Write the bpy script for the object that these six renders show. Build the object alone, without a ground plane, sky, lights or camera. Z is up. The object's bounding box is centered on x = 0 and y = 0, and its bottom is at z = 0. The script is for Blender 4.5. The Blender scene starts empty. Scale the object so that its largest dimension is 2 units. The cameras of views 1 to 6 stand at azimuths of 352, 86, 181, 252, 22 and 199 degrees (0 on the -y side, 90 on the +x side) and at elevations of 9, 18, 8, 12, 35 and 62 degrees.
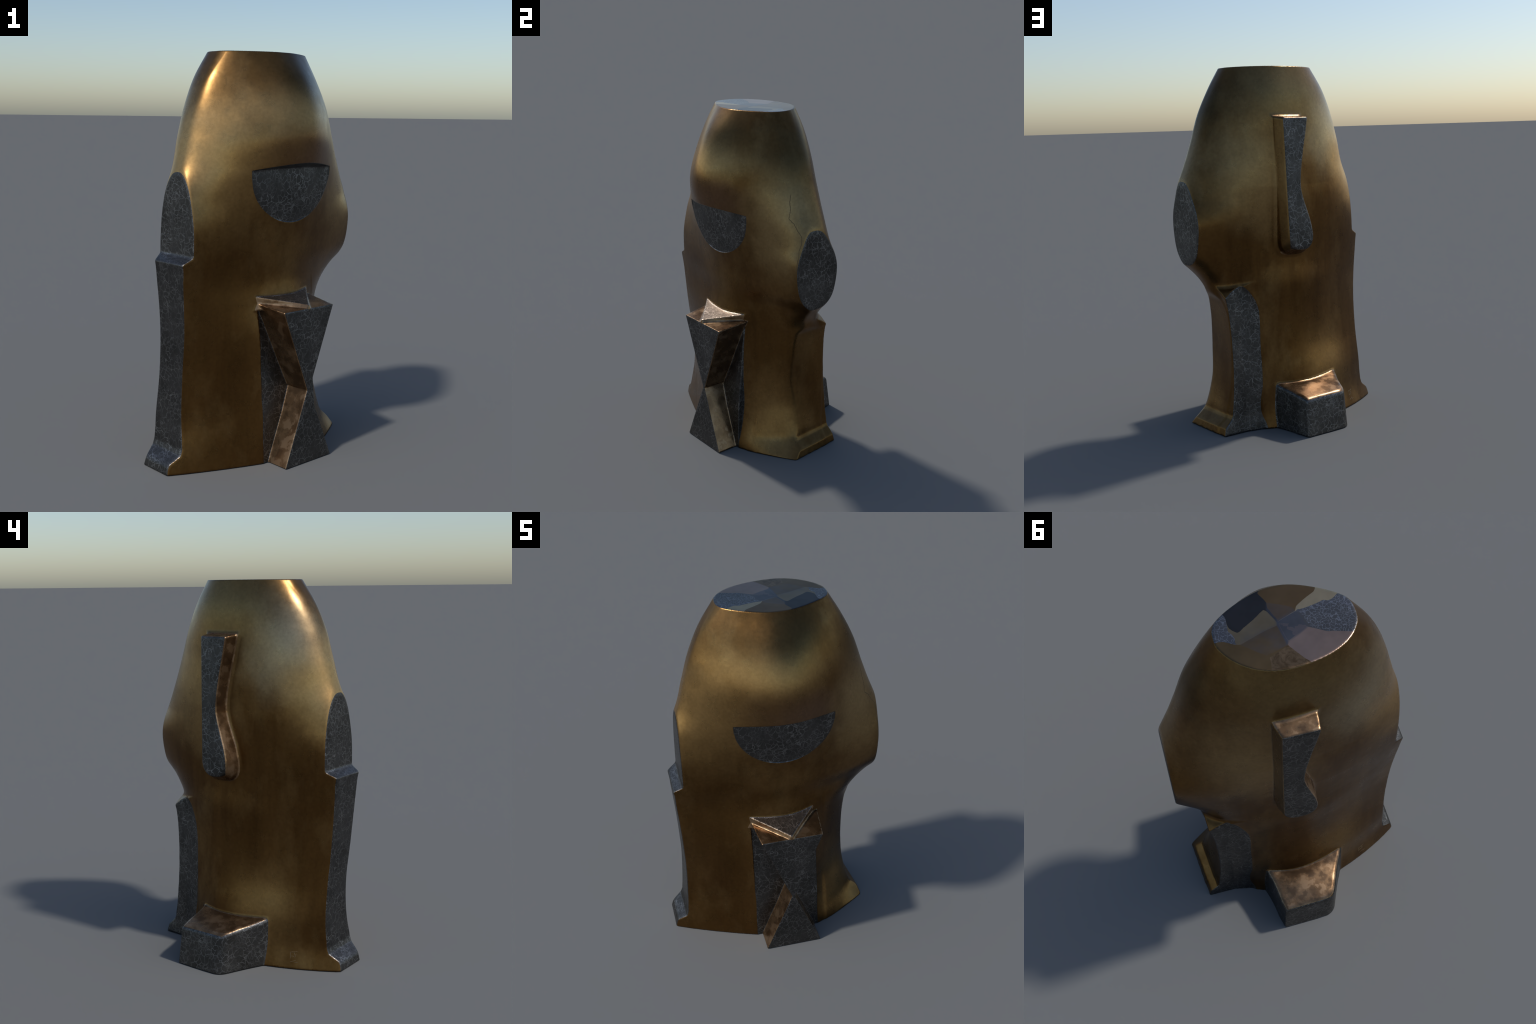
import bpy, math
import numpy as np

# ---------------------------------------------------------------------------
# Abstract bronze sculpture.  Everything is laid out in a frame (a, b, z) that
# is turned 34.45 degrees from x: a runs along the long axis of the body (from
# the stepped side panel to the oval facet), b from the hourglass strut (-) to
# the nose bar (+).  The body is a spindle whose quarter-sections are
# superellipses; facets are cut from it and the strut, nose, leg and foot block
# are joined to it as one implicit solid that is then meshed.
# ---------------------------------------------------------------------------
ANG = math.atan2(0.566, 0.825)
CA, SA = math.cos(ANG), math.sin(ANG)
VOX = 0.005

KZ = np.array([0, .1, .25, .45, .65, .8, .92, 1.02, 1.15, 1.3, 1.45, 1.6, 1.75, 1.88, 2.0])
BODY = dict(
    AL=[0.656, 0.626, 0.599, 0.596, 0.625, 0.65, 0.667, 0.662, 0.618, 0.532, 0.444, 0.397, 0.352, 0.292, 0.212],
    AR=[0.593, 0.478, 0.445, 0.439, 0.42, 0.389, 0.477, 0.61, 0.658, 0.538, 0.465, 0.408, 0.356, 0.293, 0.222],
    BF=[0.327, 0.328, 0.326, 0.316, 0.3, 0.263, 0.243, 0.252, 0.268, 0.309, 0.368, 0.394, 0.362, 0.302, 0.206],
    BB=[0.258, 0.24, 0.225, 0.19, 0.179, 0.186, 0.174, 0.17, 0.175, 0.18, 0.178, 0.171, 0.167, 0.154, 0.125],
    nFL=[1.153, 1.123, 1.1, 1.1, 1.101, 1.16, 1.222, 1.28, 1.27, 1.21, 1.246, 1.26, 1.189, 1.171, 1.251],
    nFR=[1.292, 1.209, 1.1, 1.16, 1.22, 1.3, 1.2, 1.225, 1.27, 1.272, 1.253, 1.231, 1.227, 1.216, 1.262],
    nBL=[1.324, 1.266, 1.217, 1.109, 1.1, 1.1, 1.198, 1.335, 1.55, 1.791, 1.987, 2.139, 2.266, 2.383, 2.495],
    nBR=[1.1, 1.1, 1.171, 1.35, 1.55, 1.95, 2.42, 2.503, 2.535, 2.497, 2.433, 2.372, 2.313, 2.25, 2.185],
    tL=[-0.037, -0.037, -0.02, -0.024, -0.055, -0.07, -0.076, -0.078, -0.084, -0.075, -0.058, -0.048, -0.052, -0.049, -0.041],
    tR=[0.017, 0.041, 0.059, 0.06, 0.05, -0.012, -0.045, -0.066, -0.069, -0.062, -0.056, -0.053, -0.053, -0.048, -0.044],
)


def hermite(xs, ys):
    xs = np.asarray(xs, float)
    ys = np.asarray(ys, float)
    h = np.diff(xs)
    d = np.diff(ys) / h
    m = np.empty_like(ys)
    m[1:-1] = (d[:-1] * h[1:] + d[1:] * h[:-1]) / (h[:-1] + h[1:])
    m[0], m[-1] = d[0], d[-1]

    # tabulate finely, then linear lookup (fast on millions of points)
    t = np.linspace(xs[0], xs[-1], 2001)
    i = np.clip(np.searchsorted(xs, t, side='right') - 1, 0, len(xs) - 2)
    u = (t - xs[i]) / h[i]
    u2, u3 = u * u, u * u * u
    v = ((2 * u3 - 3 * u2 + 1) * ys[i] + (u3 - 2 * u2 + u) * h[i] * m[i]
         + (-2 * u3 + 3 * u2) * ys[i + 1] + (u3 - u2) * h[i] * m[i + 1])
    return lambda z: np.interp(z, t, v)


def poly(pts, soft=0.0):
    """piecewise linear profile, optionally with softened corners"""
    p = np.array(pts, float)
    t = np.linspace(p[0, 0], p[-1, 0], 4001)
    v = np.interp(t, p[:, 0], p[:, 1])
    if soft > 0:
        n = max(1, int(soft / (t[1] - t[0])))
        k = np.hanning(2 * n + 3)
        k /= k.sum()
        v = np.convolve(np.pad(v, n + 1, mode='edge'), k, mode='valid')
    return lambda z: np.interp(z, t, v)


def smax(x, y, k):
    h = np.maximum(k - np.abs(x - y), 0) / k
    return np.maximum(x, y) + h * h * k * 0.25


def smin(x, y, k):
    h = np.maximum(k - np.abs(x - y), 0) / k
    return np.minimum(x, y) - h * h * k * 0.25


CURVE = {k: hermite(KZ, v) for k, v in BODY.items()}
# stepped panel on the -a end: distance of the cut from the axis, by height
SIDE_CUT = poly([(-.1, .632), (0, .629), (.035, .621), (.05, .612), (.085, .563), (.12, .551), (.2, .545), (.32, .539),
                 (.45, .537), (.7, .548), (.9, .562), (1.014, .572), (1.018, .570), (1.042, .525), (1.052, .521),
                 (1.2, .519), (1.45, .516), (2.1, .51)], .008)
OVAL_A = .557
LEG_END = poly([(-.1, .504), (0, .502), (.04, .492), (.05, .484), (.082, .450), (.10, .441), (.18, .424), (.3, .407),
                (.46, .397), (.58, .402), (.7, .412), (.78, .434), (.9, .45), (2.1, .45)], .005)


def soften_between(f, z0, z1, soft):
    """same profile with rounded corners between two heights (crisp steps kept elsewhere)"""
    t = np.linspace(-.1, 2.1, 2201)
    n = max(1, int(soft / (t[1] - t[0])))
    k = np.hanning(2 * n + 3)
    k /= k.sum()
    v = np.convolve(np.pad(f(t), n + 1, mode='edge'), k, mode='valid')
    return lambda z: f(z) + (np.interp(z, t, v) - f(z)) * np.interp(z, [z0, z0 + .08, z1 - .08, z1], [0, 1, 1, 0])


LEG_END = soften_between(LEG_END, .11, .85, .12)
SIDE_CUT = soften_between(SIDE_CUT, .11, 1.0, .12)
LEG_BACK = poly([(-.1, .196), (0, .194), (.09, .184), (.18, .18), (.28, .177), (.4, .17), (.58, .162), (.76, .156),
                 (.85, .152), (2.1, .152)], .03)
LEG_TILT = poly([(-.1, .085), (.1, .085), (.3, 0), (.46, -.055), (.75, -.055), (.9, 0), (2.1, 0)])
LEG_CA = poly([(-.1, .51), (0, .505), (.04, .482), (.09, .446), (.115, .440), (.3, .402), (.46, .389), (.7, .402), (.8, .41), (2.1, .41)], .03)
LEG_CB = poly([(-.1, -.095), (0, -.0955), (.09, -.107), (.115, -.105), (.3, -.076), (.46, -.059), (.7, -.06), (2.1, -.06)], .03)
LEG_WALL = poly([(-.1, .237), (.45, .232), (.6, .24), (.68, .25), (.73, .268), (.78, .295), (.81, .325), (.83, .36),
                 (.845, .45), (.86, 1), (2.1, 1)], .02)
NOSE_R = poly([(.9, -.068), (1.0, -.068), (1.09, -.064), (1.15, -.052), (1.28, -.009), (1.33, .003), (1.37, .004), (1.44, -.003),
               (1.55, -.023), (1.64, -.043), (1.72, -.058), (1.9, -.07)], .02)
STRUT_PANEL = poly([(-.1, -.316), (0, -.316), (.25, -.308), (.4, -.294), (.5, -.282), (.6, -.274), (.78, -.256), (2.1, -.2)], .02)
END_TRIM = poly([(-.1, 0), (.74, 0), (.80, .03), (.86, .3), (2.1, .6)], .02)
BLOCK_L = hermite([.1, .2, .25, .30, .36, .42, .475, .6], [.20, .185, .178, .165, .153, .145, .132, .12])
BLOCK_R = hermite([.1, .2, .25, .30, .36, .42, .475, .6], [-.29, -.272, -.254, -.228, -.20, -.174, -.15, -.11])

# labels of the surface pieces
(L_BODY, L_CAP, L_SIDE, L_OVAL, L_LEG, L_EYE, L_ROOF, L_NOSE_F, L_NOSE_S, L_STRUT_F, L_STRUT_S, L_STRUT_T,
 L_PYR, L_PYR_S, L_SPANEL, L_BLK_T, L_BLK_S, L_NOSE_L) = range(18)


def norm3(*v):
    n = math.sqrt(sum(x * x for x in v))
    return [x / n for x in v]


def body_distance(a, b, z):
    c = {k: f(z) for k, f in CURVE.items()}
    neg = a < 0
    A = np.where(neg, c['AL'], c['AR'])
    bb = b - np.where(neg, c['tL'], c['tR']) * np.clip(np.abs(a) / A, 0, 1.2) ** 2
    front = bb < 0
    skew = 1 + .6 * a * np.exp(-(a / .22) ** 2) * np.clip((z - 1.1) / .25, 0, 1)
    B = np.where(front, c['BF'], c['BB'] * skew)
    n = np.where(neg, np.where(front, c['nFL'], c['nBL']), np.where(front, c['nFR'], c['nBR']))
    ea = np.sqrt(a * a + .07 ** 2) - .07
    eb = np.sqrt(bb * bb + .03 ** 2) - .03
    f = ((ea / A + 1e-6) ** n + (eb / B + 1e-6) ** n) ** (1 / n)
    return (f - 1) * np.hypot(a, bb) / np.maximum(f, 1e-3)


def primitives(a, b, z):
    """signed distances of every surface piece (negative inside the solid)"""
    P = {}
    P['body'] = body_distance(a, b, z)
    P['top'] = z - 2.0
    P['side'] = (-a - SIDE_CUT(z))
    P['oval'] = a - OVAL_A
    # leg
    P['leg_end'] = a - (LEG_END(z) - LEG_TILT(z) * (b - .05))
    P['leg_back'] = b - LEG_BACK(z) - .22 * np.clip(.34 - a, 0, 1)
    P['leg_wall'] = a - LEG_WALL(z) + .014
    th = np.interp(z, [0, .1, .3], [.873, .84, .785])
    P['leg_front'] = np.cos(th) * (a - LEG_CA(z)) - np.sin(th) * (b - LEG_CB(z)) + 1.4 * np.clip(.37 - a, 0, 1) ** 2
    nx, ny, nz = norm3(.505, .504, .70)
    P['leg_top'] = nx * (a - .426) + ny * (b - .156) + nz * (z - .763)
    # half-round recess: upright plane with an overhanging brow
    P['eye'] = -.299 - .022 * np.clip(1 - ((a - .005) / .262) ** 2 - ((z - 1.445) / .257) ** 2, 0, 1) - b
    P['roof'] = (1.474 - .3 * (b + .388) + .012 * a - z) * .95
    # nose bar
    fb = .279 + (1.72 - z) * .033
    P['nose_f'] = b - fb
    flare = np.clip(fb - b, 0, .065)
    P['nose_l'] = a - (.104 + (z - 1.72) * .014) - .30 * flare
    P['nose_r'] = NOSE_R(z) - a - .12 * flare
    P['nose_t'] = z - 1.72 - .12 * flare
    P['nose_b'] = .998 - z - .5 * flare
    # recessed panel and hourglass strut
    P['sp_back'] = STRUT_PANEL(z) - b
    P['sp_l'] = a + .183 - .008 * (1 - z)
    P['sp_r'] = .183 + .008 * (1 - z / .8) - a
    P['sp_t'] = .785 - z
    P['st_f'] = -b - .433 - .010 * np.clip(1 - z / .367, 0, 1)
    dep = b + .433
    zz = (z - .367)
    up = zz > 0
    wl = np.where(up, .006 + zz * .402, .006 - zz * .41)
    wr = np.where(up, .006 + zz * .385, .006 - zz * .41)
    g = np.where(up, .06, .0)
    P['st_l'] = (.010 - wl - g * dep - a) * .9
    P['st_r'] = (a - .013 - wr - g * dep) * .9
    P['st_t'] = z - .777 - .12 * dep
    # wedge on top of the strut
    nx, ny, nz = norm3(-.0, -.21, 1.0)
    P['py_t'] = ny * (b + .4285) + nz * (z - .797)
    n2 = norm3(-.165, -.181)
    P['py_l'] = n2[0] * (a - .004) + n2[1] * (b + .432) - .35 * np.clip(.80 - z, 0, .1)
    n2 = norm3(.165, -.150)
    P['py_r'] = n2[0] * (a - .004) + n2[1] * (b + .432) - .35 * np.clip(.80 - z, 0, .1)
    # foot block
    P['bk_t'] = (z - (.247 - .19 * (b - .225) + .010 * np.clip(1 - (a + .02) ** 2 / .03, -1, 1) * np.clip(1 - (b - .36) ** 2 / .012, 0, 1))) * .97
    P['bk_f'] = b - (.482 - .12 * z + .02 * a - .35 * np.clip(-a - .03, 0, 1) ** 2)
    P['bk_l'] = (a - BLOCK_L(b + .12 * z) + .05 * z) * .95
    P['bk_r'] = (BLOCK_R(b + .1 * z) - a + .02 * z) * .9
    return P


def solid(a, b, z, label=False):
    P = primitives(a, b, z)
    d = P['body']
    lab = np.zeros(d.shape, np.int8) if label else None

    def cut(d, e, k, l):
        if label:
            lab[e > d] = l[e > d] if isinstance(l, np.ndarray) else l
        return smax(d, e, k)

    def join(d, e, k, l):
        if label:
            m = e < d
            lab[m] = l[m] if isinstance(l, np.ndarray) else l
        return smin(d, e, k)

    def pick(names, labels, mode):
        if not label:
            return None
        s = np.stack([P[n] for n in names])
        i = s.argmax(0) if mode > 0 else s.argmin(0)
        return np.array(labels, np.int8)[i]

    # half-round recess with an elliptical lower edge
    ring = (np.sqrt(((a - .005) / .262) ** 2 + ((z - 1.445) / .257) ** 2) - 1) * .25
    ring = np.where(z > 1.445, (np.abs(a - .005) - .262), ring)
    plate = np.maximum(np.maximum(P['eye'], ring), np.maximum(b + .2, -P['roof']))
    d = join(d, plate, .008, L_EYE)
    e = np.minimum(smin(P['eye'], P['roof'], .006), -ring)
    d = cut(d, e, .004, pick(['eye', 'roof'], [L_EYE, L_ROOF], -1))
    # leg prism, then the grey face cut into it
    leg = smax(P['leg_end'], smax(P['leg_front'], .26 - a, .01), .05)
    leg = smax(leg, P['leg_top'], .006)
    leg = smax(leg, z - .815 - .25 * np.clip(-b, 0, 1), .03)
    leg = np.maximum(leg, b - LEG_BACK(z) - .012)
    d = join(d, leg, .03, L_BODY)
    e = smin(P['leg_back'], P['leg_wall'], .035)
    if label:
        P['leg_wall_edge'] = P['leg_wall'] + .016
    d = cut(d, e, .006, pick(['leg_back', 'leg_wall_edge'], [L_LEG, L_BODY], -1))
    d = cut(d, P['leg_end'] - END_TRIM(z), .012, L_BODY)
    # end facets
    d = cut(d, P['side'], .012, L_SIDE)
    d = cut(d, P['oval'], .014, L_OVAL)
    # nose bar
    n = smax(smax(P['nose_l'], P['nose_b'], .09), smax(P['nose_r'], P['nose_b'], .09), .01)
    n = smax(smax(n, P['nose_t'], .012), P['nose_f'], .010)
    n = np.maximum(n, .05 - b)
    d = join(d, n, .022, pick(['nose_l', 'nose_r', 'nose_t', 'nose_b', 'nose_f'], [L_NOSE_L, L_NOSE_S, L_NOSE_S, L_NOSE_S, L_NOSE_F], 1))
    # strut recess, strut, wedge
    e = np.minimum(np.minimum(P['sp_back'], P['sp_t']), np.minimum(P['sp_l'], P['sp_r']))
    slab = np.maximum(np.maximum(P['sp_back'], -P['sp_t'] + .006), np.maximum(-P['sp_l'], -P['sp_r']) + .002)
    d = join(d, np.maximum(slab, b + .15), .006, L_SPANEL)
    d = cut(d, e, .004, L_SPANEL)
    s = smax(smax(P['st_l'], P['st_r'], .003), P['st_t'], .004)
    s = np.maximum(smax(s, P['st_f'], .003), b + .15)
    d = join(d, s, .006, pick(['st_l', 'st_r', 'st_t', 'st_f'], [L_STRUT_S, L_STRUT_S, L_STRUT_T, L_STRUT_F], 1))
    y = smax(smax(P['py_l'], P['py_r'], .006), P['py_t'], .005)
    y = np.maximum(np.maximum(y, P['st_f']), np.maximum(.768 - z, b + .15))
    d = join(d, y, .008, pick(['py_l', 'py_r', 'py_t'], [L_PYR_S, L_PYR_S, L_PYR], 1))
    # foot block
    k = smax(smax(P['bk_f'], P['bk_l'], .012), P['bk_r'], .04)
    k = smax(k, P['bk_t'], .022)
    k = np.maximum(k, .1 - b)
    d = join(d, k, .012, pick(['bk_f', 'bk_l', 'bk_r', 'bk_t'], [L_BLK_S] * 3 + [L_BLK_T], 1))
    d = cut(d, P['top'], .004, L_CAP)
    d = smax(d, -z, .002)
    if label:
        return d, lab
    return d


# ---------------------------------------------------------------------------
# surface-net meshing of the implicit solid in a narrow band
# ---------------------------------------------------------------------------
def mesh_solid():
    lo = np.array([-.66, -.50, -.0225])
    C = 4
    n = (np.ceil(np.array([1.25, 1.0, 2.045]) / (VOX * C))).astype(int)
    cx = [lo[i] + VOX * C * np.arange(n[i] + 1) for i in range(3)]
    g = np.meshgrid(*cx, indexing='ij')
    dc = solid(*[q.ravel() for q in g]).reshape(g[0].shape)
    # coarse cells close to the surface
    near = np.abs(dc) < VOX * C * 2.6
    cell = np.zeros(n, bool)
    for i in (0, 1):
        for j in (0, 1):
            for k in (0, 1):
                cell |= near[i:n[0] + i, j:n[1] + j, k:n[2] + k]
    N = n * C + 1
    fld = np.repeat(np.repeat(np.repeat(dc[:-1, :-1, :-1], C, 0), C, 1), C, 2).astype(np.float32)
    fld = np.pad(fld, [(0, 1)] * 3, mode='edge')
    fm = np.repeat(np.repeat(np.repeat(cell, C, 0), C, 1), C, 2)
    m = np.zeros(N, bool)
    m[:-1, :-1, :-1] = fm
    m[1:, :-1, :-1] |= fm[:, :, :]
    m[:, 1:, :] |= m[:, :-1, :].copy()
    m[:, :, 1:] |= m[:, :, :-1].copy()
    idx = np.argwhere(m)
    val = np.empty(len(idx), np.float32)
    for s in range(0, len(idx), 400000):
        q = idx[s:s + 400000] * VOX + lo
        val[s:s + 400000] = solid(q[:, 0], q[:, 1], q[:, 2])
    val[val == 0] = 1e-7
    fld[m] = val
    ins = fld < 0
    # active cells
    cnt = np.zeros(N - 1, np.int8)
    for i in (0, 1):
        for j in (0, 1):
            for k in (0, 1):
                cnt += ins[i:N[0] - 1 + i, j:N[1] - 1 + j, k:N[2] - 1 + k]
    act = (cnt > 0) & (cnt < 8)
    cells = np.argwhere(act)
    vid = np.full(N - 1, -1, np.int32)
    vid[act] = np.arange(len(cells))
    acc = np.zeros((len(cells), 3))
    num = np.zeros(len(cells))
    offs = [(0, 0, 0), (1, 0, 0), (0, 1, 0), (1, 1, 0), (0, 0, 1), (1, 0, 1), (0, 1, 1), (1, 1, 1)]
    cv = np.stack([fld[cells[:, 0] + o[0], cells[:, 1] + o[1], cells[:, 2] + o[2]] for o in offs], 1).astype(float)
    for p in range(8):
        for ax in range(3):
            q = p | (1 << ax)
            if q == p:
                continue
            x0, x1 = cv[:, p], cv[:, q]
            hit = (x0 < 0) != (x1 < 0)
            t = np.where(hit, x0 / np.where(hit, x0 - x1, 1), 0)
            pos = np.tile(np.array(offs[p], float), (len(cells), 1))
            pos[:, ax] += t
            acc[hit] += pos[hit]
            num += hit
    V = (cells + acc / num[:, None]) * VOX + lo
    quads = []
    for ax in range(3):
        o1, o2 = (ax + 1) % 3, (ax + 2) % 3
        sl0 = [slice(None)] * 3
        sl1 = [slice(None)] * 3
        sl0[ax] = slice(0, -1)
        sl1[ax] = slice(1, None)
        ch = ins[tuple(sl0)] != ins[tuple(sl1)]
        e = np.argwhere(ch)
        e = e[(e[:, o1] > 0) & (e[:, o2] > 0) & (e[:, o1] < N[o1] - 1) & (e[:, o2] < N[o2] - 1)]
        first_in = ins[e[:, 0], e[:, 1], e[:, 2]]
        c = []
        for d1, d2 in ((-1, -1), (0, -1), (0, 0), (-1, 0)):
            w = e.copy()
            w[:, o1] += d1
            w[:, o2] += d2
            c.append(vid[w[:, 0], w[:, 1], w[:, 2]])
        c = np.stack(c, 1)
        c[~first_in] = c[~first_in][:, ::-1]
        quads.append(c)
    return V, np.concatenate(quads)


def gradient(fn, V, h=.0008):
    G = np.empty_like(V)
    for i in range(3):
        p = V.copy()
        p[:, i] += h
        q = V.copy()
        q[:, i] -= h
        G[:, i] = (fn(p) - fn(q)) / (2 * h)
    return G


def project(V, it=3):
    f = lambda q: solid(q[:, 0], q[:, 1], q[:, 2])
    for _ in range(it):
        g = gradient(f, V)
        d = f(V)
        st = d[:, None] * g / np.maximum((g * g).sum(1), .2)[:, None]
        L = np.linalg.norm(st, axis=1)
        st *= np.minimum(1, VOX * .7 / np.maximum(L, 1e-9))[:, None]
        V = V - st
    return V


V, Q = mesh_solid()
V = project(V)


def label_points(V):
    return solid(V[:, 0], V[:, 1], V[:, 2], True)[1]


# slide the vertices of faces that straddle two pieces towards their border
def border_slide(V, Q, rounds=2):
    for _ in range(rounds):
        fc = V[Q].mean(1)
        fl = label_points(fc)
        nv = len(V)
        cntl = np.zeros((nv, 18), np.int16)
        for c in range(4):
            np.add.at(cntl, (Q[:, c], fl), 1)
        kinds = (cntl > 0).sum(1)
        bv = np.where(kinds >= 2)[0]
        if not len(bv):
            break
        # sample the label around each border vertex and step to the centroid of the change
        p = V[bv]
        g = gradient(lambda q: solid(q[:, 0], q[:, 1], q[:, 2]), p)
        g /= np.maximum(np.linalg.norm(g, axis=1), 1e-6)[:, None]
        ref = np.where(np.abs(g[:, 2:3]) < .9, np.array([[0, 0, 1.]]), np.array([[1., 0, 0]]))
        t1 = np.cross(g, ref)
        t1 /= np.linalg.norm(t1, axis=1)[:, None]
        t2 = np.cross(g, t1)
        main = cntl[bv].argmax(1)
        s = np.zeros_like(p)
        tot = np.zeros(len(bv))
        for ring in (.35, .7, 1.0):
            for k in range(16):
                an = 2 * math.pi * k / 16
                o = (math.cos(an) * t1 + math.sin(an) * t2) * VOX * ring
                same = label_points(p + o) == main
                s += np.where(same[:, None], -o, o)
                tot += np.where(same, 1, -1)
        L = np.linalg.norm(s, axis=1)
        frac = tot / 48.0
        step = np.where(L[:, None] > 1e-9, s / np.maximum(L, 1e-9)[:, None], 0) * (frac * VOX * .8)[:, None]
        V = V.copy()
        V[bv] = p + step
        V[bv] = project(V[bv], 2)
    return V


V = border_slide(V, Q)
FL = label_points(V[Q].mean(1))
print('mesh', len(V), len(Q))

# to world coordinates
W = np.empty_like(V)
W[:, 0] = V[:, 0] * CA - V[:, 1] * SA
W[:, 1] = V[:, 0] * SA + V[:, 1] * CA
W[:, 2] = np.maximum(V[:, 2], 0)

# vertex normals of the whole surface
pa, pb, pc, pd = W[Q[:, 0]], W[Q[:, 1]], W[Q[:, 2]], W[Q[:, 3]]
fn = np.cross(pc - pa, pd - pb)
vn = np.zeros_like(W)
for c in range(4):
    for i in range(3):
        vn[:, i] += np.bincount(Q[:, c], weights=fn[:, i], minlength=len(W))
vn /= np.maximum(np.linalg.norm(vn, axis=1), 1e-12)[:, None]


# ---------------------------------------------------------------------------
# materials
# ---------------------------------------------------------------------------
class Nodes:
    def __init__(self, name):
        self.mat = bpy.data.materials.new(name)
        self.mat.use_nodes = True
        self.t = self.mat.node_tree
        self.t.nodes.clear()
        out = self.t.nodes.new('ShaderNodeOutputMaterial')
        self.bsdf = self.t.nodes.new('ShaderNodeBsdfPrincipled')
        self.t.links.new(self.bsdf.outputs[0], out.inputs[0])
        self.co = self.t.nodes.new('ShaderNodeTexCoord').outputs['Object']

    def link(self, a, b):
        self.t.links.new(a, b)

    def put(self, sock, v):
        if hasattr(v, 'is_output'):
            self.link(v, sock)
        else:
            sock.default_value = v

    def noise(self, scale, detail=4, rough=.55, stretch=(1, 1, 1), off=(0, 0, 0), dist=0, out='Fac'):
        mp = self.t.nodes.new('ShaderNodeMapping')
        mp.inputs['Scale'].default_value = stretch
        mp.inputs['Location'].default_value = off
        self.link(self.co, mp.inputs['Vector'])
        n = self.t.nodes.new('ShaderNodeTexNoise')
        n.inputs['Scale'].default_value = scale
        n.inputs['Detail'].default_value = detail
        n.inputs['Roughness'].default_value = rough
        n.inputs['Distortion'].default_value = dist
        self.link(mp.outputs[0], n.inputs['Vector'])
        return n.outputs[out]

    def ramp(self, fac, stops, interp='LINEAR'):
        r = self.t.nodes.new('ShaderNodeValToRGB')
        r.color_ramp.interpolation = interp
        el = r.color_ramp.elements
        while len(el) < len(stops):
            el.new(.5)
        for e, (p, c) in zip(el, stops):
            e.position = p
            e.color = (*c, 1) if not isinstance(c, (int, float)) else (c, c, c, 1)
        self.put(r.inputs[0], fac)
        return r.outputs[0]

    def mix(self, fac, a, b, mode='MIX'):
        m = self.t.nodes.new('ShaderNodeMix')
        m.data_type = 'RGBA'
        m.blend_type = mode
        self.put(m.inputs['Factor'], fac)
        for s, v in ((m.inputs[6], a), (m.inputs[7], b)):
            self.put(s, (*v, 1) if isinstance(v, tuple) and len(v) == 3 else v)
        return m.outputs[2]

    def math(self, op, a, b=0.0, clamp=False):
        m = self.t.nodes.new('ShaderNodeMath')
        m.operation = op
        m.use_clamp = clamp
        self.put(m.inputs[0], a)
        self.put(m.inputs[1], b)
        return m.outputs[0]

    def blob(self, centre, radius, inner=.3, wobble=None, amount=.35, squash=(1, 1, 1)):
        """soft patch around a point, its edge broken by noise"""
        mp = self.t.nodes.new('ShaderNodeMapping')
        mp.inputs['Location'].default_value = [-c * q for c, q in zip(centre, squash)]
        mp.inputs['Scale'].default_value = squash
        self.link(self.co, mp.inputs['Vector'])
        ln = self.t.nodes.new('ShaderNodeVectorMath')
        ln.operation = 'LENGTH'
        self.link(mp.outputs[0], ln.inputs[0])
        d = ln.outputs['Value']
        if wobble is not None:
            d = self.math('ADD', d, self.math('MULTIPLY', self.math('SUBTRACT', wobble, .5), -amount))
        mr = self.t.nodes.new('ShaderNodeMapRange')
        mr.interpolation_type = 'SMOOTHSTEP'
        mr.inputs['From Min'].default_value = radius
        mr.inputs['From Max'].default_value = radius * inner
        self.link(d, mr.inputs['Value'])
        return mr.outputs[0]

    def bump(self, h, strength, dist=.002):
        b = self.t.nodes.new('ShaderNodeBump')
        b.inputs['Strength'].default_value = strength
        b.inputs['Distance'].default_value = dist
        self.link(h, b.inputs['Height'])
        self.link(b.outputs[0], self.bsdf.inputs['Normal'])


def world(a, b, z):
    return (a * CA - b * SA, a * SA + b * CA, z)


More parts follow.
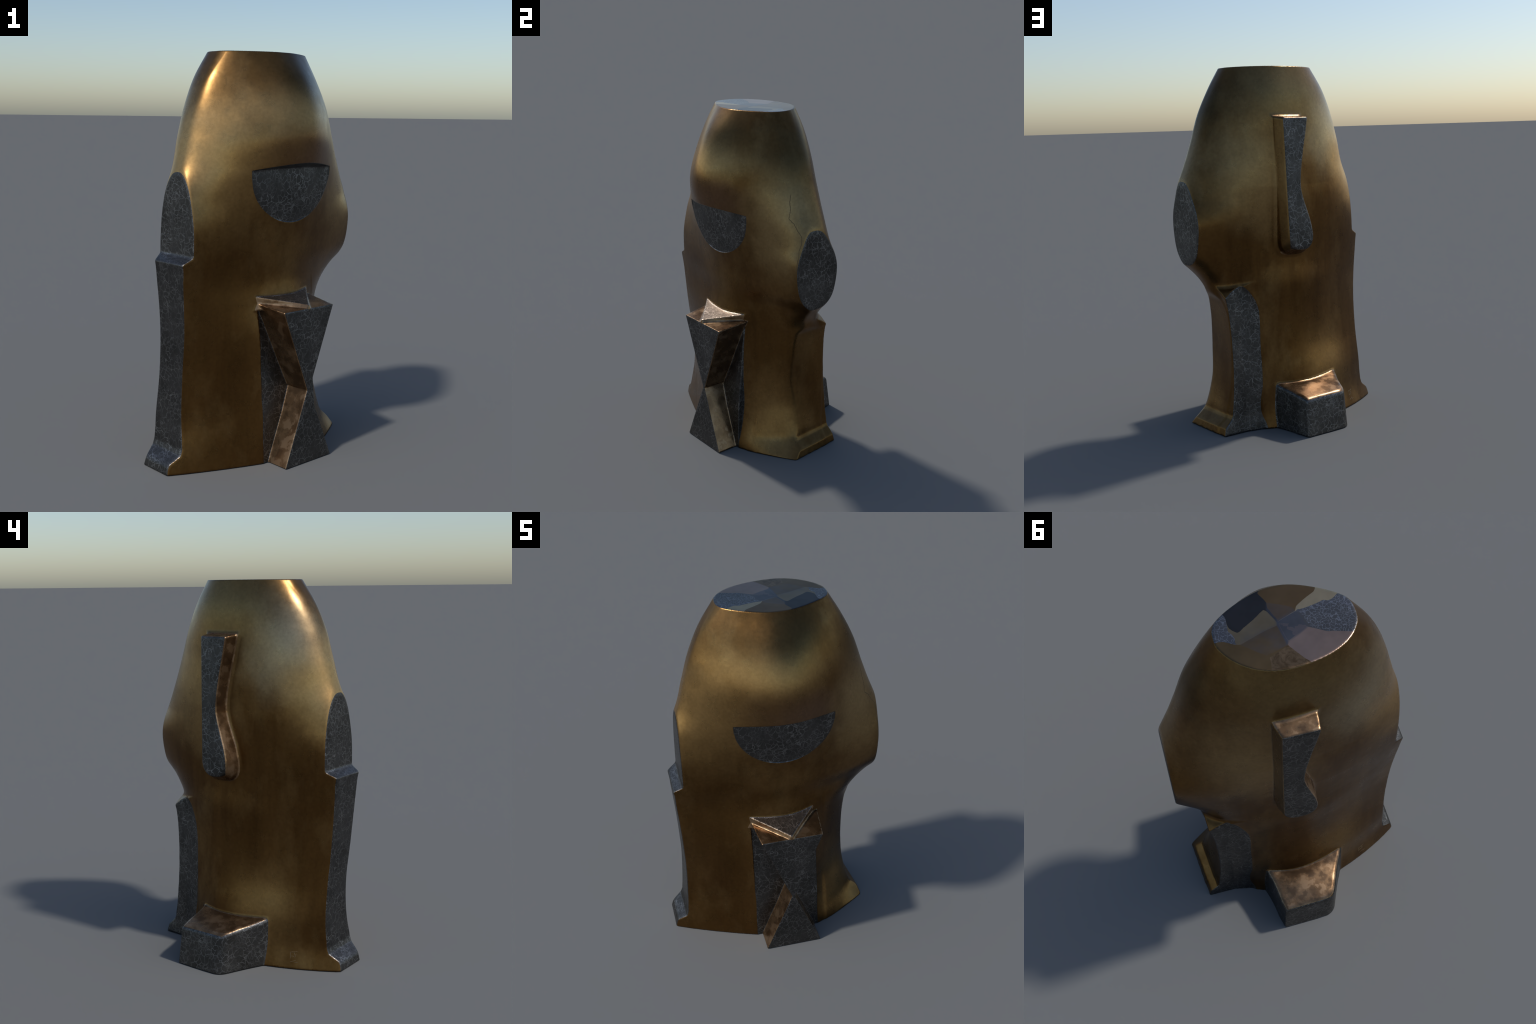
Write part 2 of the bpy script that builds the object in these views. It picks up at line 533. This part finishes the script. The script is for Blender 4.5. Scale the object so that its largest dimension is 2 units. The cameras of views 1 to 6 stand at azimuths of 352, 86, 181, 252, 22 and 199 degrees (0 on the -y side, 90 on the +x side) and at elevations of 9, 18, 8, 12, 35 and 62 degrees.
def bronze_material():
    n = Nodes('bronze_painted_reflections')
    big = n.noise(2.2, 3, .5, off=(3, 1, 2))
    streak = n.noise(9, 5, .6, stretch=(1, 1, .12))
    fine = n.noise(60, 4, .65)
    wob = n.noise(5, 5, .6, off=(7, 2, 5))
    col = n.ramp(big, [(.30, (.074, .034, .0095)), (.5, (.112, .054, .0145)), (.7, (.155, .08, .023))])
    col = n.mix(n.math('MULTIPLY', n.ramp(streak, [(.4, 0.), (.65, 1.)]), .6), col, (.17, .085, .025))
    worn = n.ramp(n.noise(4.2, 6, .62, stretch=(1, 1, .55), off=(1, 6, 3)), [(.48, 0.), (.68, 1.)])
    col = n.mix(n.math('MULTIPLY', worn, .38), col, (.31, .19, .075))
    gold = (.46, .28, .105)
    sage = (.385, .262, .12)
    grey = (.44, .355, .225)
    red_brown = (.20, .115, .065)
    dark = (.055, .046, .02)
    for c, r, sq, cc, f in [  # gold, pale and dark patches: studio reflections painted into the bronze colour
        (world(-.42, -.20, 1.54), .46, (1, 1, .85), gold, .85),
        (world(.02, -.38, 1.73), .34, (.55, 1, 2.1), gold, .85),
        (world(.08, -.40, 1.52), .30, (.7, 1, 1.6), red_brown, .85),
        (world(.05, -.30, 1.90), .24, (.9, 1, 1), dark, .6),
        (world(.44, -.20, 1.42), .34, (1, 1, .75), sage, .85),
        (world(.36, -.05, 1.75), .26, (1, 1, .9), dark, .55),
        (world(.22, .18, 1.42), .38, (1, 1, .9), sage, .6),
        (world(-.30, .13, 1.66), .32, (1, 1, .9), grey, .8),
        (world(-.45, .03, 1.45), .28, (1, 1, .75), gold, .85),
        (world(.0, .16, 1.86), .40, (.8, 1, 1), (.24, .165, .07), .75),
        (world(.12, .19, 1.25), .30, (1, 1, 1), gold, .35),
        (world(-.22, .20, .30), .28, (1, 1, .8), gold, .4),
        (world(.36, -.18, .24), .28, (1, 1, .7), gold, .65),
    ]:
        col = n.mix(n.math('MULTIPLY', n.blob(c, r, .0, wob, .25, sq), f), col, cc)
    spk = n.ramp(fine, [(.3, (.85, .85, .85)), (.7, (1.15, 1.15, 1.15))])
    col = n.mix(.8, col, spk, 'MULTIPLY')
    n.link(col, n.bsdf.inputs['Base Color'])
    n.bsdf.inputs['Metallic'].default_value = .9
    n.link(n.ramp(n.noise(14, 4, .6), [(.3, .25), (.7, .35)]), n.bsdf.inputs['Roughness'])
    n.bump(n.noise(45, 5, .6, stretch=(1, 1, .4)), .08, .002)
    return n.mat


def stone_material(name='crackled_slate_grey', gain=(1, 1, 1)):
    n = Nodes(name)
    warp = n.noise(14, 3, .6, out='Color')
    vm = n.t.nodes.new('ShaderNodeVectorMath')
    vm.operation = 'MULTIPLY_ADD'
    n.link(warp, vm.inputs[0])
    vm.inputs[1].default_value = (.07, .07, .07)
    n.link(n.co, vm.inputs[2])

    def veins(scale, w0, w1):
        v = n.t.nodes.new('ShaderNodeTexVoronoi')
        v.feature = 'DISTANCE_TO_EDGE'
        v.inputs['Scale'].default_value = scale
        n.link(vm.outputs[0], v.inputs['Vector'])
        return n.ramp(v.outputs['Distance'], [(w0, 1.), (w1, 0.)])
    v1 = n.math('MULTIPLY', veins(33, .0, .07), n.ramp(n.noise(16, 3, .6), [(.38, .15), (.62, 1.)]))
    v2 = n.math('MULTIPLY', veins(54, .0, .075), n.ramp(n.noise(18, 3, .6, off=(4, 4, 1)), [(.45, .0), (.65, .7)]))
    vv = n.math('MAXIMUM', v1, v2)
    base = n.ramp(n.noise(7, 5, .6), [(.3, (.058, .055, .052)), (.7, (.105, .10, .096))])
    col = n.mix(n.math('MULTIPLY', vv, .62), base, (.36, .355, .35))
    col = n.mix(1, col, gain, 'MULTIPLY')
    n.link(col, n.bsdf.inputs['Base Color'])
    n.bsdf.inputs['Metallic'].default_value = 1.0
    n.bsdf.inputs['Roughness'].default_value = .4
    n.bump(n.math('ADD', n.math('MULTIPLY', vv, -.5), n.noise(30, 4, .6)), .25, .003)
    return n.mat


def polished_material():
    n = Nodes('worn_polished_bronze')
    pat = n.noise(17, 3, .55, off=(2, 0, 1))
    soft = n.noise(6, 4, .6, off=(0, 5, 0))
    col = n.ramp(soft, [(.35, (.15, .085, .042)), (.6, (.30, .185, .098))])
    col = n.mix(n.math('MULTIPLY', n.ramp(pat, [(.56, 0.), (.60, 1.)]), .5), col, (.40, .27, .16))
    col = n.mix(n.math('MULTIPLY', n.ramp(pat, [(.40, 1.), (.45, 0.)]), .45), col, (.13, .075, .04))
    n.link(col, n.bsdf.inputs['Base Color'])
    n.bsdf.inputs['Metallic'].default_value = .9
    n.link(n.ramp(pat, [(.4, .22), (.6, .34)]), n.bsdf.inputs['Roughness'])
    n.bump(soft, .08, .003)
    return n.mat


def cap_material():
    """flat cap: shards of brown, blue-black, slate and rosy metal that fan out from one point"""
    n = Nodes('sharded_cap')
    sep = n.t.nodes.new('ShaderNodeSeparateXYZ')
    shard = n.t.nodes.new('ShaderNodeTexVoronoi')
    shard.feature = 'SMOOTH_F1'
    shard.inputs['Smoothness'].default_value = .25
    shard.inputs['Scale'].default_value = 8
    n.link(n.co, shard.inputs['Vector'])
    n.link(shard.outputs['Position'], sep.inputs[0])
    wob = n.math('MULTIPLY', n.math('SUBTRACT', n.noise(9, 4, .6), .5), .05)
    dx = n.math('ADD', n.math('SUBTRACT', sep.outputs[0], .041), wob)
    dy = n.math('ADD', n.math('ADD', sep.outputs[1], .021), wob)
    ang = n.math('ADD', n.math('DIVIDE', n.math('ARCTAN2', dy, dx), 2 * math.pi), .5)
    rad = n.math('SQRT', n.math('ADD', n.math('MULTIPLY', dx, dx), n.math('MULTIPLY', dy, dy)))
    col = n.ramp(ang, [(0, (.27, .19, .15)), (.05, (.11, .105, .10)), (.117, (.12, .115, .115)), (.142, (.36, .28, .17)),
                       (.172, (.15, .092, .045)), (.344, (.045, .043, .043)), (.508, (.20, .15, .09)),
                       (.625, (.15, .095, .045)), (.814, (.17, .11, .06)), (.925, (.27, .19, .15))], 'CONSTANT')
    mott = n.ramp(n.noise(20, 4, .65, dist=.6), [(.42, (.7, .68, .65)), (.55, (1.15, 1.15, 1.15))])
    inblk = n.ramp(ang, [(0, 0.), (.814, 1.), (.925, 0.)], 'CONSTANT')
    col = n.mix(inblk, col, n.mix(1, col, mott, 'MULTIPLY'))
    # slate crescent near the edge, dark smudge in the middle
    cres = n.ramp(ang, [(0, 0.), (.508, 1.), (.625, 0.)], 'CONSTANT')
    edge = n.ramp(rad, [(.168, 0.), (.172, 1.)])
    col = n.mix(n.math('MULTIPLY', cres, edge), col, (.125, .12, .12))
    col = n.mix(n.ramp(rad, [(.02, 1.), (.075, 0.)]), col, (.10, .10, .11))
    v = n.t.nodes.new('ShaderNodeTexVoronoi')
    v.feature = 'DISTANCE_TO_EDGE'
    v.inputs['Scale'].default_value = 62
    wv = n.t.nodes.new('ShaderNodeVectorMath')
    wv.operation = 'MULTIPLY_ADD'
    n.link(n.noise(20, 3, .6, out='Color'), wv.inputs[0])
    wv.inputs[1].default_value = (.05, .05, .05)
    n.link(n.co, wv.inputs[2])
    n.link(wv.outputs[0], v.inputs['Vector'])
    slate = n.math('MAXIMUM', n.math('MULTIPLY', cres, edge),
                   n.math('MULTIPLY', n.ramp(ang, [(0, 0.), (.05, 1.), (.142, 0.)], 'CONSTANT'), n.ramp(rad, [(.12, 0.), (.14, 1.)])))
    col = n.mix(n.math('MULTIPLY', n.math('MULTIPLY', n.ramp(v.outputs['Distance'], [(.01, 1.), (.08, 0.)]), slate), .5), col, (.36, .36, .37))
    col = n.mix(.6, col, n.ramp(n.noise(7, 4, .6), [(.3, (.7, .7, .7)), (.7, (1.25, 1.25, 1.25))]), 'MULTIPLY')
    n.link(col, n.bsdf.inputs['Base Color'])
    n.bsdf.inputs['Metallic'].default_value = 1.0
    n.bsdf.inputs['Roughness'].default_value = .3
    n.bump(n.noise(6, 2, .5), .12, .02)
    return n.mat


def groove_material():
    n = Nodes('dark_groove')
    n.bsdf.inputs['Base Color'].default_value = (.14, .09, .04, 1)
    n.bsdf.inputs['Metallic'].default_value = .3
    n.bsdf.inputs['Roughness'].default_value = .7
    return n.mat


BRONZE = bronze_material()
STONE = stone_material()
WORN = stone_material('worn_crackled_slate', (2.3, 1.95, 1.65))
POLISH = polished_material()
CAP = cap_material()
GROOVE = groove_material()

# ---------------------------------------------------------------------------
# parts
# ---------------------------------------------------------------------------
root = bpy.data.objects.new('abstract_sculpture', None)
bpy.context.scene.collection.objects.link(root)
root['label'] = 'tall abstract bronze head with grey crackled facets'
root['category'] = 'sculpture'


def part(name, groups):
    """groups: list of (labels, material)"""
    labs = [l for g, _ in groups for l in g]
    sel = np.isin(FL, labs)
    q = Q[sel]
    fl = FL[sel]
    used, inv = np.unique(q.ravel(), return_inverse=True)
    q2 = inv.reshape(-1, 4)
    me = bpy.data.meshes.new(name)
    me.vertices.add(len(used))
    me.vertices.foreach_set('co', W[used].astype(np.float32).ravel())
    me.loops.add(len(q2) * 4)
    me.loops.foreach_set('vertex_index', q2.astype(np.int32).ravel())
    me.polygons.add(len(q2))
    me.polygons.foreach_set('loop_start', (np.arange(len(q2)) * 4).astype(np.int32))
    for g, m in groups:
        me.materials.append(m)
    mi = np.zeros(len(q2), np.int32)
    for i, (g, m) in enumerate(groups):
        mi[np.isin(fl, g)] = i
    me.polygons.foreach_set('material_index', mi)
    me.update(calc_edges=True)
    me.polygons.foreach_set('use_smooth', np.ones(len(q2), bool))
    me.normals_split_custom_set_from_vertices([tuple(v) for v in vn[used]])
    ob = bpy.data.objects.new(name, me)
    bpy.context.scene.collection.objects.link(ob)
    ob.parent = root
    return ob


part('body', [([L_BODY], BRONZE)])
part('top_cap', [([L_CAP], CAP)])
part('side_panel', [([L_SIDE], STONE)])
part('oval_facet', [([L_OVAL], STONE)])
part('leg_panel', [([L_LEG], STONE)])
part('half_round_recess', [([L_EYE, L_ROOF], STONE)])
part('nose', [([L_NOSE_F], STONE), ([L_NOSE_S], POLISH), ([L_NOSE_L], BRONZE)])
part('hourglass_strut', [([L_STRUT_F], STONE), ([L_STRUT_S, L_STRUT_T, L_PYR_S], POLISH), ([L_PYR], WORN)])
part('strut_panel', [([L_SPANEL], STONE)])
part('foot_block', [([L_BLK_S], STONE), ([L_BLK_T], POLISH)])


# ---------------------------------------------------------------------------
# hairline crack beside the oval facet and the incised maker's mark
# ---------------------------------------------------------------------------
def tube(name, strokes, radius, seed):
    rng = np.random.default_rng(seed)
    verts, faces = [], []
    for st in strokes:
        p = np.array(st, float)
        seg = np.concatenate([[0], np.cumsum(np.linalg.norm(np.diff(p, axis=0), axis=1))])
        t = np.linspace(0, seg[-1], max(4, int(seg[-1] / .004)))
        c = np.stack([np.interp(t, seg, p[:, i]) for i in range(3)], 1)
        c[1:-1] += rng.normal(0, .0008, c[1:-1].shape)
        c = project(c, 8)
        g = gradient(lambda q: solid(q[:, 0], q[:, 1], q[:, 2]), c)
        g /= np.linalg.norm(g, axis=1)[:, None]
        tan = np.gradient(c, axis=0)
        tan /= np.linalg.norm(tan, axis=1)[:, None]
        side = np.cross(g, tan)
        w = radius * (.7 + .3 * rng.random(len(c))) * np.minimum(1, np.minimum(np.arange(len(c)) + .6, len(c) - np.arange(len(c)) - .4) / 2.0)
        base = len(verts)
        for k in range(len(c)):
            for q in range(6):
                an = 2 * math.pi * q / 6
                v = c[k] + w[k] * (math.cos(an) * side[k] + .35 * math.sin(an) * g[k])
                verts.append((v[0] * CA - v[1] * SA, v[0] * SA + v[1] * CA, v[2]))
        for k in range(len(c) - 1):
            for q in range(6):
                r = (q + 1) % 6
                faces.append((base + k * 6 + q, base + k * 6 + r, base + k * 6 + 6 + r, base + k * 6 + 6 + q))
    me = bpy.data.meshes.new(name)
    me.from_pydata(verts, [], faces)
    me.materials.append(GROOVE)
    ob = bpy.data.objects.new(name, me)
    bpy.context.scene.collection.objects.link(ob)
    ob.parent = root
    return ob


tube('crack', [[(.449, -.14, 1.583), (.453, -.151, 1.548), (.465, -.155, 1.503), (.467, -.168, 1.455), (.491, -.154, 1.433),
                (.511, -.146, 1.40), (.537, -.136, 1.363), (.545, -.143, 1.328), (.541, -.159, 1.288), (.549, -.166, 1.262),
                (.549, -.178, 1.223), (.549, -.186, 1.166)]], .0019, 3)
tube('maker_mark', [[(-.379, .173, .083), (-.419, .154, .090)], [(-.384, .171, .083), (-.385, .174, .069), (-.385, .179, .05)],
                    [(-.401, .164, .085), (-.408, .165, .065), (-.407, .168, .056)], [(-.387, .175, .064), (-.407, .166, .064)],
                    [(-.413, .159, .078), (-.407, .165, .067)], [(-.387, .182, .034), (-.415, .167, .045)],
                    [(-.409, .174, .031), (-.427, .164, .037)]], .0022, 5)
